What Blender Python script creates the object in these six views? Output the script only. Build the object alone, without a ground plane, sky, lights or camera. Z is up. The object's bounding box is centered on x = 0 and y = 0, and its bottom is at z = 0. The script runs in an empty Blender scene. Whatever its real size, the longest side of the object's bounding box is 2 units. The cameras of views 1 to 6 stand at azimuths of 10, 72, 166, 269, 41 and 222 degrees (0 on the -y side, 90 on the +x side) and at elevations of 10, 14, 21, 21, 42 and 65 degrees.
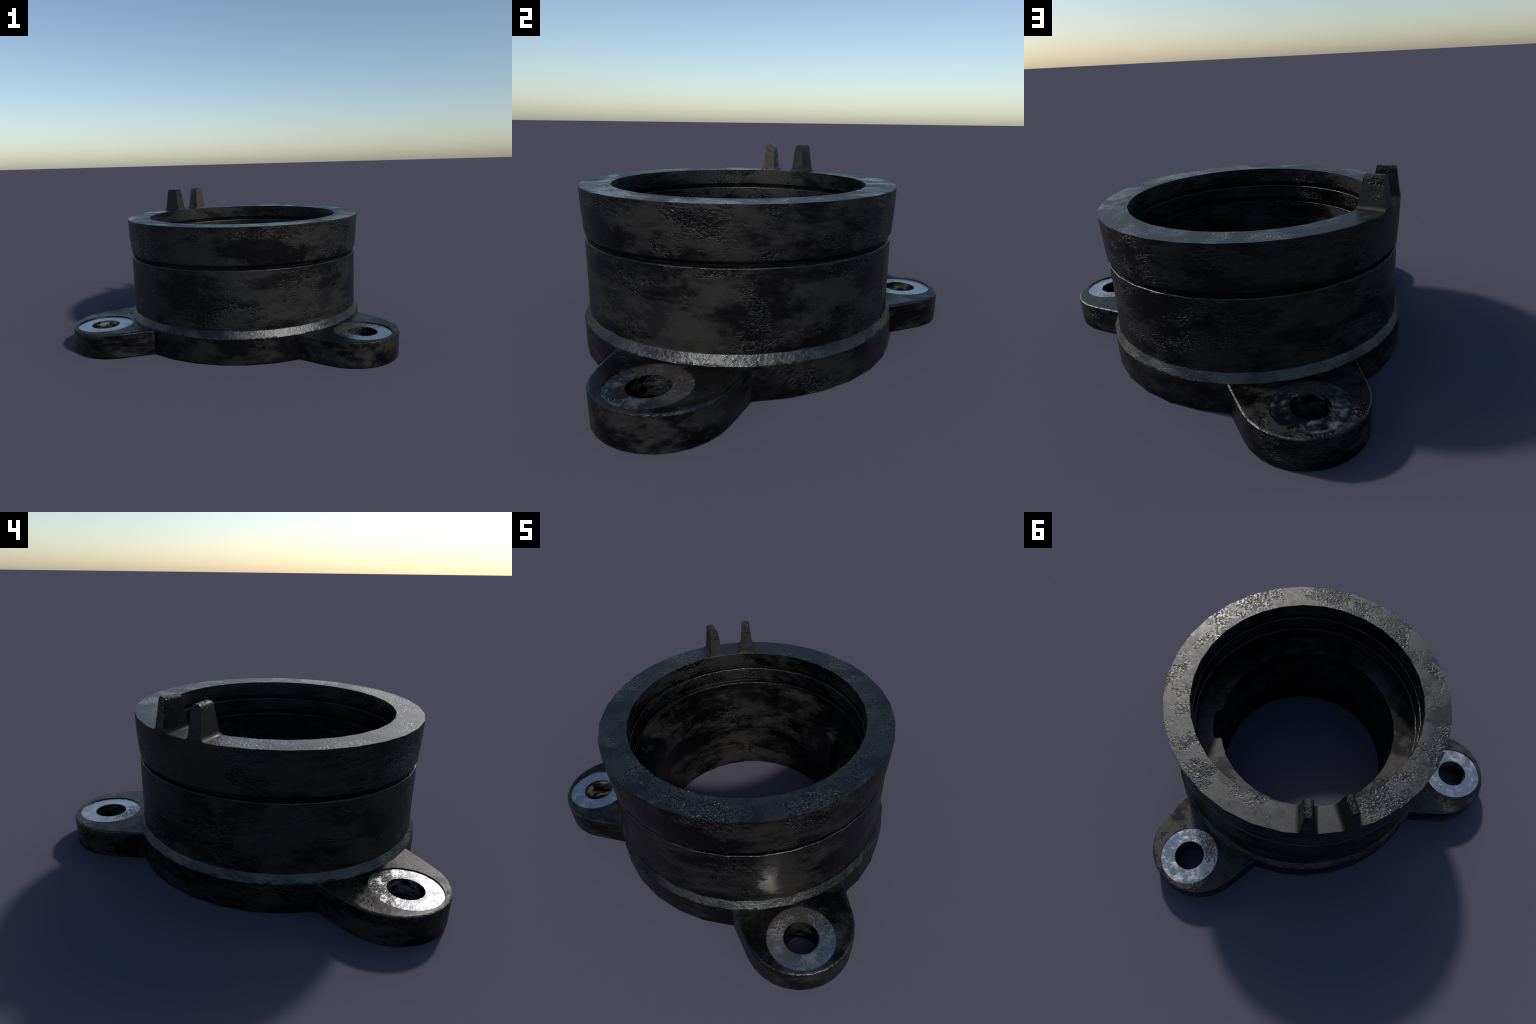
# Cast-iron flanged housing: a 32-sided turned shell with collar, groove, seat and
# eccentric bore, three mounting lugs with machined spot faces, two stop tabs.
import bpy, bmesh, math
from math import sin, cos, pi, radians, degrees, atan2, hypot, sqrt
from mathutils import Vector

# ------------------------------------------------------------------ dimensions
AXIS = (0.0, -0.187)              # axis of the turned body
SEG = 32                         # facets round the body
BORE_AXIS = (-0.012, -0.195)    # the bore sits slightly off the axis
BORE_R = 0.505
SEAT_Z = 0.485
RIM_Z = 0.778
RIM_OUT, RIM_IN = 0.762, 0.620
LUG_TOP = 0.150
SMOOTH = radians(34)
LUG_AXIS = (0.0, -0.190)         # the lugs are laid out round this point

# ------------------------------------------------------------------ materials
def nt(mat):
    mat.use_nodes = True
    t = mat.node_tree
    t.nodes.clear()
    return t

class NB:
    """Tiny node builder."""
    def __init__(self, mat):
        self.t = nt(mat)
        self.co = self.t.nodes.new('ShaderNodeTexCoord').outputs['Object']
    def link(self, a, b):
        if isinstance(a, (int, float)):
            b.default_value = a
        elif isinstance(a, tuple):
            b.default_value = a if len(a) == len(b.default_value) else a + (1.0,)
        else:
            self.t.links.new(a, b)
    def mapping(self, scale=(1, 1, 1), loc=(0, 0, 0), src=None):
        m = self.t.nodes.new('ShaderNodeMapping')
        self.link(src or self.co, m.inputs['Vector'])
        m.inputs['Scale'].default_value = scale
        m.inputs['Location'].default_value = loc
        return m.outputs['Vector']
    def noise(self, vec, scale, detail=6, rough=0.55, dist=0.0):
        n = self.t.nodes.new('ShaderNodeTexNoise')
        self.link(vec, n.inputs['Vector'])
        n.inputs['Scale'].default_value = scale
        n.inputs['Detail'].default_value = detail
        n.inputs['Roughness'].default_value = rough
        n.inputs['Distortion'].default_value = dist
        return n.outputs['Fac']
    def voronoi(self, vec, scale, feature='F1'):
        n = self.t.nodes.new('ShaderNodeTexVoronoi')
        n.feature = feature
        self.link(vec, n.inputs['Vector'])
        n.inputs['Scale'].default_value = scale
        return n.outputs['Distance']
    def step(self, v, lo, hi, a=0.0, b=1.0):
        n = self.t.nodes.new('ShaderNodeMapRange')
        n.interpolation_type = 'SMOOTHSTEP'
        self.link(v, n.inputs['Value'])
        n.inputs['From Min'].default_value = lo
        n.inputs['From Max'].default_value = hi
        n.inputs['To Min'].default_value = a
        n.inputs['To Max'].default_value = b
        return n.outputs['Result']
    def math(self, op, a, b=0.0):
        n = self.t.nodes.new('ShaderNodeMath')
        n.operation = op
        self.link(a, n.inputs[0]); self.link(b, n.inputs[1])
        return n.outputs[0]
    def mixf(self, f, a, b):
        n = self.t.nodes.new('ShaderNodeMix')
        n.data_type = 'FLOAT'
        self.link(f, n.inputs[0]); self.link(a, n.inputs[2]); self.link(b, n.inputs[3])
        return n.outputs[0]
    def mixc(self, f, a, b):
        n = self.t.nodes.new('ShaderNodeMix')
        n.data_type = 'RGBA'
        self.link(f, n.inputs[0]); self.link(a, n.inputs[6]); self.link(b, n.inputs[7])
        return n.outputs[2]
    def bump(self, h, strength, dist, normal=None):
        n = self.t.nodes.new('ShaderNodeBump')
        n.inputs['Strength'].default_value = strength
        n.inputs['Distance'].default_value = dist
        self.link(h, n.inputs['Height'])
        if normal is not None:
            self.link(normal, n.inputs['Normal'])
        return n.outputs['Normal']
    def out(self, color, rough, metal, normal):
        p = self.t.nodes.new('ShaderNodeBsdfPrincipled')
        self.link(color, p.inputs['Base Color'])
        self.link(rough, p.inputs['Roughness'])
        self.link(metal, p.inputs['Metallic'])
        if normal is not None:
            self.link(normal, p.inputs['Normal'])
        o = self.t.nodes.new('ShaderNodeOutputMaterial')
        self.t.links.new(p.outputs[0], o.inputs[0])

def iron(name, dark=(0.023, 0.023, 0.0235), light=(0.045, 0.044, 0.0425), bias=0.0,
         stretch=2.3, rough=(0.37, 0.66), pits=0.52, rust=0.55, seed=(0, 0, 0), bump=0.8,
         low=2.9, cell=72, glint=0.32, relief=0.0048, bounce_spot=None):
    """Old dark cast iron: cloudy grey on black, clusters of pits, a little rust in them."""
    m = bpy.data.materials.new(name)
    b = NB(m)
    v = b.mapping((1, 1, stretch), seed)
    v2 = b.mapping((1, 1, 1.7), (seed[0] + 7.3, seed[1] + 2.1, seed[2] + 4.4))
    # cloudy patches with ragged edges, mottled inside
    cloud = b.noise(v, low, 12, 0.68, 0.15)
    mott = b.noise(v, 21, 8, 0.68, 0.2)
    mix = b.math('ADD', b.math('MULTIPLY', cloud, 0.76), b.math('MULTIPLY', mott, 0.24))
    mask = b.step(mix, 0.43 + bias, 0.585 + bias)
    col = b.mixc(mask, dark, light)
    # pits gather along the borders of the dark patches
    edge = b.step(b.math('ABSOLUTE', b.math('SUBTRACT', cloud, 0.49 + bias)), 0.0, 0.10, 0.09, 0.0)
    clus = b.step(b.math('ADD', b.noise(v2, 4.2, 7, 0.66, 0.3), edge), pits - 0.03, pits + 0.12)
    fine = b.noise(v2, cell, 2.0, 0.5, 0.4)
    grain = b.noise(b.mapping((1, 1, 1.3)), 42, 7, 0.62)
    pit = b.math('MULTIPLY', clus, b.step(fine, 0.44, 0.66))
    # rust sitting in the pits
    rmask = b.math('MULTIPLY', b.step(b.noise(v2, 6.5, 6, 0.65), rust, rust + 0.10),
                   b.step(b.noise(v2, 60, 4, 0.7, 0.6), 0.55, 0.68))
    col = b.mixc(b.math('MULTIPLY', pit, 0.25), col, (0.012, 0.012, 0.012))
    col = b.mixc(b.math('MULTIPLY', rmask, 0.7), col, (0.095, 0.046, 0.017))
    # the grey patches are dry and rough, the black ones still smooth
    r = b.mixf(mask, rough[0], rough[1])
    r = b.math('ADD', r, b.math('MULTIPLY', b.math('SUBTRACT', grain, 0.5), 0.30))
    r = b.mixf(b.math('MULTIPLY', clus, 0.75), r, glint)
    if bounce_spot is not None:
        # sun bounced off the lug face, painted in as a glossy pale spot
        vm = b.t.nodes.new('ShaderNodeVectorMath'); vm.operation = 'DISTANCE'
        b.link(b.co, vm.inputs[0]); vm.inputs[1].default_value = bounce_spot
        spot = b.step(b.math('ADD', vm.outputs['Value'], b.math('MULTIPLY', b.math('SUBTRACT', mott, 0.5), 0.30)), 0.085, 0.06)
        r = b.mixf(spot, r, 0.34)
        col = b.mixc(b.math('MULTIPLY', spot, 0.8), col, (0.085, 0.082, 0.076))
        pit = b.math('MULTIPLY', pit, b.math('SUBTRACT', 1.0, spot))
    h = b.math('ADD', b.math('MULTIPLY', grain, 0.22), b.math('MULTIPLY', pit, -1.0))
    n = b.bump(h, bump, relief)
    metal = b.mixf(b.math('MULTIPLY', rmask, 0.6), 1.0, 0.2)
    b.out(col, r, metal, n)
    return m

def worn(name, z0, z1):
    """Edge worn down to dull grey metal, ragged along its lower border, ochre specks left on it."""
    m = bpy.data.materials.new(name)
    b = NB(m)
    v = b.mapping((1, 1, 1.6))
    cloud = b.noise(v, 6.0, 7, 0.6, 0.3)
    fine = b.noise(v, 55, 4, 0.6, 0.3)
    large = b.noise(v, 2.4, 4, 0.6)
    sep = b.t.nodes.new('ShaderNodeSeparateXYZ'); b.link(b.co, sep.inputs[0])
    h = b.math('DIVIDE', b.math('SUBTRACT', sep.outputs[2], z0), z1 - z0)
    cover = b.math('ADD', h, b.math('ADD', b.math('MULTIPLY', b.math('SUBTRACT', b.noise(v, 28, 6, 0.7), 0.5), 1.5),
                   b.math('MULTIPLY', b.math('SUBTRACT', large, 0.5), 1.6)))
    cover = b.step(cover, 0.02, 0.12)
    col = b.mixc(b.step(cloud, 0.38, 0.62), (0.036, 0.0375, 0.039), (0.082, 0.083, 0.083))
    sp = b.math('MULTIPLY', b.step(b.noise(v, 3.3, 4, 0.6), 0.54, 0.64), b.step(fine, 0.50, 0.60))
    col = b.mixc(b.math('MULTIPLY', sp, 0.6), col, (0.12, 0.09, 0.035))
    col = b.mixc(cover, (0.022, 0.022, 0.022), col)
    r = b.mixf(b.step(cloud, 0.35, 0.65), 0.34, 0.46)
    hh = b.math('ADD', b.noise(v, 46, 3, 0.6), b.math('MULTIPLY', cover, 0.5))
    n = b.bump(hh, 0.40, 0.012)
    b.out(col, r, 1.0, n)
    return m

def machined(name, centre, lean=(0, 0), cut=0.60):
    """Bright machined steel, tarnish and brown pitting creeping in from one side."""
    m = bpy.data.materials.new(name)
    b = NB(m)
    mid = b.noise(b.mapping((1, 1, 1), (3.1, 1.7, 0)), 19, 9, 0.66, 0.3)
    big = b.noise(b.co, 5.0, 5, 0.6, 0.3)
    fine = b.noise(b.co, 70, 3, 0.6, 0.3)
    col = b.mixc(b.step(mid, 0.40, 0.62), (0.38, 0.385, 0.39), (0.46, 0.465, 0.47))
    col = b.mixc(b.step(big, 0.54, 0.66), col, (0.38, 0.355, 0.34))
    sep = b.t.nodes.new('ShaderNodeSeparateXYZ')
    b.link(b.mapping((1, 1, 1), (-centre[0], -centre[1], 0)), sep.inputs[0])
    side = b.math('ADD', b.math('MULTIPLY', sep.outputs[0], lean[0]), b.math('MULTIPLY', sep.outputs[1], lean[1]))
    amount = b.math('ADD', b.noise(b.mapping((1, 1, 1), (0.35, 0.1, 0)), 4.0, 5, 0.6), side)
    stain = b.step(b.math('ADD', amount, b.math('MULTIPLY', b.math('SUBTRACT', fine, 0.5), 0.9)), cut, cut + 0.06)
    col = b.mixc(stain, col, (0.17, 0.145, 0.12))
    r = b.mixf(b.step(b.math('ADD', b.math('MULTIPLY', mid, 0.6), b.math('MULTIPLY', big, 0.4)), 0.46, 0.60), 0.16, 0.42)
    r = b.mixf(stain, r, 0.50)
    h = b.math('ADD', b.math('MULTIPLY', fine, 0.4), b.math('MULTIPLY', stain, -0.6))
    n = b.bump(h, 0.30, 0.010)
    b.out(col, r, 1.0, n)
    return m

IRON_SIDE = iron('cast_iron_wall', pits=0.59, bounce_spot=(0.572, -0.668, 0.315))  # the spot paints sunlight reflected up from the lug face below
IRON_COLLAR = iron('cast_iron_collar', pits=0.585, rust=0.58, seed=(2.7, 5.2, 1.3))
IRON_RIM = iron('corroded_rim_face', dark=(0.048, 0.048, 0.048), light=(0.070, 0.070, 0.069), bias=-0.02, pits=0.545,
                rust=0.58, seed=(2.7, 5.2, 1.3), rough=(0.40, 0.56), bump=0.8, cell=80, glint=0.17, relief=0.0036)
IRON_BASE = iron('cast_iron_base', bias=0.02, pits=0.63, rust=0.60, seed=(8.1, 0.4, 3.9))
IRON_BORE = iron('cast_iron_bore', light=(0.070, 0.068, 0.064), bias=0.005, pits=0.63, seed=(4.4, 9.2, 6.1))
IRON_LUG = iron('cast_iron_lug', light=(0.056, 0.055, 0.053), bias=0.0, pits=0.63, rust=0.55, seed=(1.9, 3.3, 8.8),
                low=4.5, rough=(0.34, 0.62))
WORN = worn('worn_metal_edge', 0.1505, 0.190)
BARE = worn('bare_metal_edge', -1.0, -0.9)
HOLE_BRIGHT = iron('pale_speckled_hole_wall', dark=(0.02, 0.02, 0.02), light=(0.36, 0.355, 0.35), seed=(3, 3, 3), pits=0.6, low=14)  # black wall with pale grey speckle, lightest of the three
HOLE_MID = iron('grey_speckled_hole_wall', dark=(0.02, 0.02, 0.02), light=(0.15, 0.148, 0.145), seed=(5, 3, 3), pits=0.62, low=14)  # same speckle in a middle grey
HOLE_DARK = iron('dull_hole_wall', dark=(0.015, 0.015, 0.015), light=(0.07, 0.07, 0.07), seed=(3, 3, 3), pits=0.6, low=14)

# ------------------------------------------------------------------ mesh helpers
def finish(bm, name, mat, parent, weighted=True):
    bmesh.ops.recalc_face_normals(bm, faces=bm.faces)
    return finish_raw(bm, name, mat, parent, weighted)

def finish_raw(bm, name, mat, parent, weighted=True):
    me = bpy.data.meshes.new(name)
    for f in bm.faces:
        f.smooth = True
    bm.to_mesh(me); bm.free()
    me.set_sharp_from_angle(angle=SMOOTH)
    for mm in (mat if isinstance(mat, (list, tuple)) else [mat]):
        me.materials.append(mm)
    o = bpy.data.objects.new(name, me)
    bpy.context.scene.collection.objects.link(o)
    o.parent = parent
    if weighted:
        w = o.modifiers.new('weighted_normals', 'WEIGHTED_NORMAL')
        w.keep_sharp = True
        w.weight = 80
    return o

def ring(bm, r, z, c=AXIS, seg=SEG):
    return [bm.verts.new((c[0] + r * cos(2 * pi * i / seg), c[1] + r * sin(2 * pi * i / seg), z))
            for i in range(seg)]

def bridge(bm, a, b):
    n = len(a)
    return [bm.faces.new((a[i], a[(i + 1) % n], b[(i + 1) % n], b[i])) for i in range(n)]

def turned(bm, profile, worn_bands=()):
    """Faces wind so that walking the profile keeps the metal on the left-hand side."""
    rings = [ring(bm, r, z) for r, z in profile]
    for (a, b), (pa, pb) in zip(zip(rings, rings[1:]), zip(profile, profile[1:])):
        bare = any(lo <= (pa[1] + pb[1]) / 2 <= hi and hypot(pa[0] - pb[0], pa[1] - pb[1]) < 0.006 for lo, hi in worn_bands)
        for f in bridge(bm, a, b):
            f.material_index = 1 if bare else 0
    return rings

def arc(cr, cz, rad, a0, a1, n):
    return [(cr + rad * cos(radians(a0 + (a1 - a0) * i / n)), cz + rad * sin(radians(a0 + (a1 - a0) * i / n)))
            for i in range(n + 1)]

def fill_between(bm, loop_a, loop_b, up):
    """Flat plate between two closed loops of vertices."""
    edges = []
    for loop in (loop_a, loop_b):
        n = len(loop)
        for i in range(n):
            e = bm.edges.get((loop[i], loop[(i + 1) % n])) or bm.edges.new((loop[i], loop[(i + 1) % n]))
            edges.append(e)
    res = bmesh.ops.triangle_fill(bm, edges=edges, use_beauty=True, use_dissolve=False,
                                  normal=(0, 0, 1 if up else -1))
    for f in [g for g in res['geom'] if isinstance(g, bmesh.types.BMFace)]:
        f.normal_update()
        if (f.normal.z > 0) != up:
            f.normal_flip()

def poly_radius(r, theta):
    """Radius of the faceted ring at angle theta."""
    step = 2 * pi / SEG
    d = (theta % step) - step / 2
    return r * cos(step / 2) / cos(d)

# ------------------------------------------------------------------ root
root = bpy.data.objects.new('flanged_housing', None)
bpy.context.scene.collection.objects.link(root)
root['label'] = 'dark cast iron flanged ring housing with three bolt lugs'
root['category'] = 'machine part'

# ------------------------------------------------------------------ bore outline with keyway
def bore_outline():
    slot_a = (0.408, 0.0868); slot_d = (0.2775, 0.2145)      # mouth corners
    slot_b = (0.4285, 0.1145); slot_c = (0.2990, 0.2400)     # floor corners
    a0 = atan2(slot_a[1] - BORE_AXIS[1], slot_a[0] - BORE_AXIS[0])
    a1 = atan2(slot_d[1] - BORE_AXIS[1], slot_d[0] - BORE_AXIS[0])
    pts = []
    for i in range(SEG):
        t = 2 * pi * i / SEG
        if a0 - 0.03 < t < a1 + 0.03:
            continue
        pts.append((t, (BORE_AXIS[0] + BORE_R * cos(t), BORE_AXIS[1] + BORE_R * sin(t))))
    b0 = atan2(slot_b[1] - AXIS[1], slot_b[0] - AXIS[0]); b1 = atan2(slot_c[1] - AXIS[1], slot_c[0] - AXIS[0])
    floor = []
    for k in range(1, 6):
        t = b0 + (b1 - b0) * k / 6
        floor.append((AXIS[0] + 0.529 * cos(t), AXIS[1] + 0.529 * sin(t)))
    def lerp(p, q, f): return (p[0] + (q[0] - p[0]) * f, p[1] + (q[1] - p[1]) * f)
    slot = [slot_a, lerp(slot_a, slot_b, 0.72), lerp(lerp(slot_a, slot_b, 0.93), lerp(slot_b, floor[0], 0.14), 0.5),
            lerp(slot_b, floor[0], 0.42)] + floor + [lerp(slot_c, floor[-1], 0.42),
            lerp(lerp(slot_d, slot_c, 0.93), lerp(slot_c, floor[-1], 0.14), 0.5), lerp(slot_d, slot_c, 0.72), slot_d]
    before = [p for t, p in pts if t <= a0]
    after = [p for t, p in pts if t >= a1]
    return before + slot + after

OUTLINE = bore_outline()

# ------------------------------------------------------------------ turned parts
FLANGE_EDGE = (0.7745, 0.1505)
CHAMFER_TOP = (0.7515, 0.190)
LEDGE_IN = (0.717, 0.5345)
LIP = (0.620, 0.562)

bm = bmesh.new()
rs = turned(bm, [(0.7715, 0.0), (0.7735, 0.004), (0.7752, 0.146), FLANGE_EDGE])
bore0 = [bm.verts.new((x, y, 0.0)) for x, y in OUTLINE]
fill_between(bm, rs[0], bore0, False)
finish_raw(bm, 'base_flange', IRON_BASE, root)

bm = bmesh.new()
turned(bm, [FLANGE_EDGE, CHAMFER_TOP])
finish_raw(bm, 'flange_chamfer', WORN, root)

bm = bmesh.new()
turned(bm, [CHAMFER_TOP, (0.750, 0.194), (0.748, 0.30), (0.748, 0.42), (0.748, 0.530)]
       + arc(0.743, 0.531, 0.005, 0, 90, 3)[1:] + [LEDGE_IN], [(0.5295, 0.5365)])
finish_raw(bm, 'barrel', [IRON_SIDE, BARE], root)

bm = bmesh.new()
prof = [LEDGE_IN, (0.7185, 0.546), (0.7365, 0.550), (0.7485, 0.561), (0.7508, 0.568), (0.7530, 0.60), (0.7590, 0.69),
        (0.7617, 0.775), (0.7605, RIM_Z), (0.6215, RIM_Z), (RIM_IN, 0.7765),
        (0.6195, 0.699), (0.622, 0.694), (0.648, 0.690), (0.650, 0.676), (0.646, 0.672)]
prof += arc(0.6245, 0.6675, 0.0045, 90, 180, 3)
prof += [(0.620, 0.601), (0.622, 0.596), (0.648, 0.591), (0.650, 0.576), (0.646, 0.572)]
prof += arc(0.6245, 0.5675, 0.0045, 90, 180, 3)[:-1] + [LIP]
turned(bm, prof, [(0.6635, 0.6725), (0.5635, 0.5725)])
for f in bm.faces:
    if all(abs(v.co.z - RIM_Z) < 1e-4 for v in f.verts):
        f.material_index = 2
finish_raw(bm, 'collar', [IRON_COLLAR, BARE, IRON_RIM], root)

bm = bmesh.new()
prof = [LIP, (0.619, SEAT_Z)]
rs = turned(bm, prof)
top = [bm.verts.new((x, y, SEAT_Z)) for x, y in OUTLINE]
fill_between(bm, rs[-1], top, True)
bot = [bm.verts.new((x, y, 0.0)) for x, y in OUTLINE]
bridge(bm, top, bot)
finish_raw(bm, 'bore', IRON_BORE, root)

# ------------------------------------------------------------------ mounting lugs
HOLE_R, FACE_R, RECESS = 0.0842, 0.1655, 0.006

def lug(angle, reach, hole_at, lean, cut, hole_mat):
    ca, sa = cos(radians(angle)), sin(radians(angle))
    hx, hy = hole_at
    # outline in the lug frame (u outwards, v across)
    ju, jv, rad = 0.7152, 0.2895, 0.268
    d = hypot(reach - ju, jv)
    tang = atan2(-jv, reach - ju) + math.asin(rad / d)          # direction of the straight flank
    t0 = tang + pi / 2
    def outline(grow):
        r = rad + grow
        pts = [(0.69, -(jv + 0.004) - grow), (ju, -jv - grow)]
        n = 13
        for i in range(n + 1):
            t = -t0 + 2 * t0 * i / n
            pts.append((reach + r * cos(t), r * sin(t)))
        pts += [(ju, jv + grow), (0.69, jv + 0.004 + grow)]
        return pts
    def world(p, z):
        return (LUG_AXIS[0] + p[0] * ca - p[1] * sa, LUG_AXIS[1] + p[0] * sa + p[1] * ca, z)
    bm = bmesh.new()
    layers = [(0.000, 0.000), (0.003, 0.004), (0.0055, LUG_TOP - 0.010), (0.0035, LUG_TOP - 0.004), (-0.002, LUG_TOP - 0.0008), (-0.007, LUG_TOP)]
    loops = [[bm.verts.new(world(p, z)) for p in outline(g)] for g, z in layers]
    for k, (a, b) in enumerate(zip(loops, loops[1:])):
        for f in bridge(bm, a, b):
            f.material_index = 1 if k in (2, 3) else 0
    seg = 40
    rec_top = ring(bm, FACE_R, LUG_TOP, (hx, hy), seg)
    rec_bot = ring(bm, FACE_R - 0.001, LUG_TOP - RECESS, (hx, hy), seg)
    fill_between(bm, loops[-1], rec_top, True)
    bridge(bm, rec_top, rec_bot)
    hole0 = ring(bm, HOLE_R, 0.0, (hx, hy), seg)
    fill_between(bm, loops[0], hole0, False)
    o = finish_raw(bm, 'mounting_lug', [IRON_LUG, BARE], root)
    # machined spot face round the hole
    bm = bmesh.new()
    outer = ring(bm, FACE_R - 0.001, LUG_TOP - RECESS, (hx, hy), seg)
    inner = ring(bm, HOLE_R, LUG_TOP - RECESS, (hx, hy), seg)
    bridge(bm, outer, inner)
    finish_raw(bm, 'spot_face', machined('machined_steel', hole_at, lean, cut), o)
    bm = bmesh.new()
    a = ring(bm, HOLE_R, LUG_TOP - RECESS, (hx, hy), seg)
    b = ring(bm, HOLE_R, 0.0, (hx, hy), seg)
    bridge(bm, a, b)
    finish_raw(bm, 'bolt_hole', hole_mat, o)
    return o

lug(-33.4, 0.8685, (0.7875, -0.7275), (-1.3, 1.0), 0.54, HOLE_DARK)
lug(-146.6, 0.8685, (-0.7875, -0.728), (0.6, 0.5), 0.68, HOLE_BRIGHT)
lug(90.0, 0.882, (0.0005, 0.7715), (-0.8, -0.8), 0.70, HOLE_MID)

# ------------------------------------------------------------------ stop tabs
def stop_tab(angle):
    ca, sa = cos(radians(angle)), sin(radians(angle))
    z0 = RIM_Z + 0.0006
    # half-width against height: root fillet, drafted flank, rounded crown
    half = []
    fr = 0.020
    w_root, w_top, z_top = 0.0335, 0.0235, 0.9335
    for k in range(6):
        t = radians(90 * k / 5)
        half.append((w_root + fr * (1 - sin(t)), z0 + fr * (1 - cos(t))))
    cr = 0.0185
    for f in (0.33, 0.66):
        half.append((w_root + (w_top - w_root) * f, z0 + fr + (z_top - cr - z0 - fr) * f))
    for k in range(7):
        t = radians(88 * k / 6)
        half.append((w_top - cr + cr * cos(t), z_top - cr + cr * sin(t)))
    def pt(v, z, which):
        th = radians(angle) + math.asin(v / 0.69)
        f = (z - RIM_Z)
        r = poly_radius(RIM_OUT - 0.0013, th) - 0.145 * f if which else poly_radius(RIM_IN + 0.0012, th) + 0.165 * f
        u = sqrt(r * r - v * v)
        return (AXIS[0] + u * ca - v * sa, AXIS[1] + u * sa + v * ca, z)
    bm = bmesh.new()
    n = len(half)
    NR = 6
    def row(sign):
        rows = []
        for w, z in half:
            p, q = Vector(pt(sign * w, z, 0)), Vector(pt(sign * w, z, 1))
            rows.append([bm.verts.new(p.lerp(q, k / NR)) for k in range(NR + 1)])
        return rows
    L, R = row(1), row(-1)
    for i in range(n - 1):
        for k in range(NR):
            bm.faces.new((L[i][k], L[i][k + 1], L[i + 1][k + 1], L[i + 1][k]))
            bm.faces.new((R[i][k + 1], R[i][k], R[i + 1][k], R[i + 1][k + 1]))
        bm.faces.new((R[i][0], L[i][0], L[i + 1][0], R[i + 1][0]))
        bm.faces.new((L[i][NR], R[i][NR], R[i + 1][NR], L[i + 1][NR]))
    for k in range(NR):
        bm.faces.new((L[-1][k], L[-1][k + 1], R[-1][k + 1], R[-1][k]))
        bm.faces.new((L[0][k + 1], L[0][k], R[0][k], R[0][k + 1]))
    return finish(bm, 'stop_tab', IRON_COLLAR, root)

stop_tab(149.0)
stop_tab(132.3)
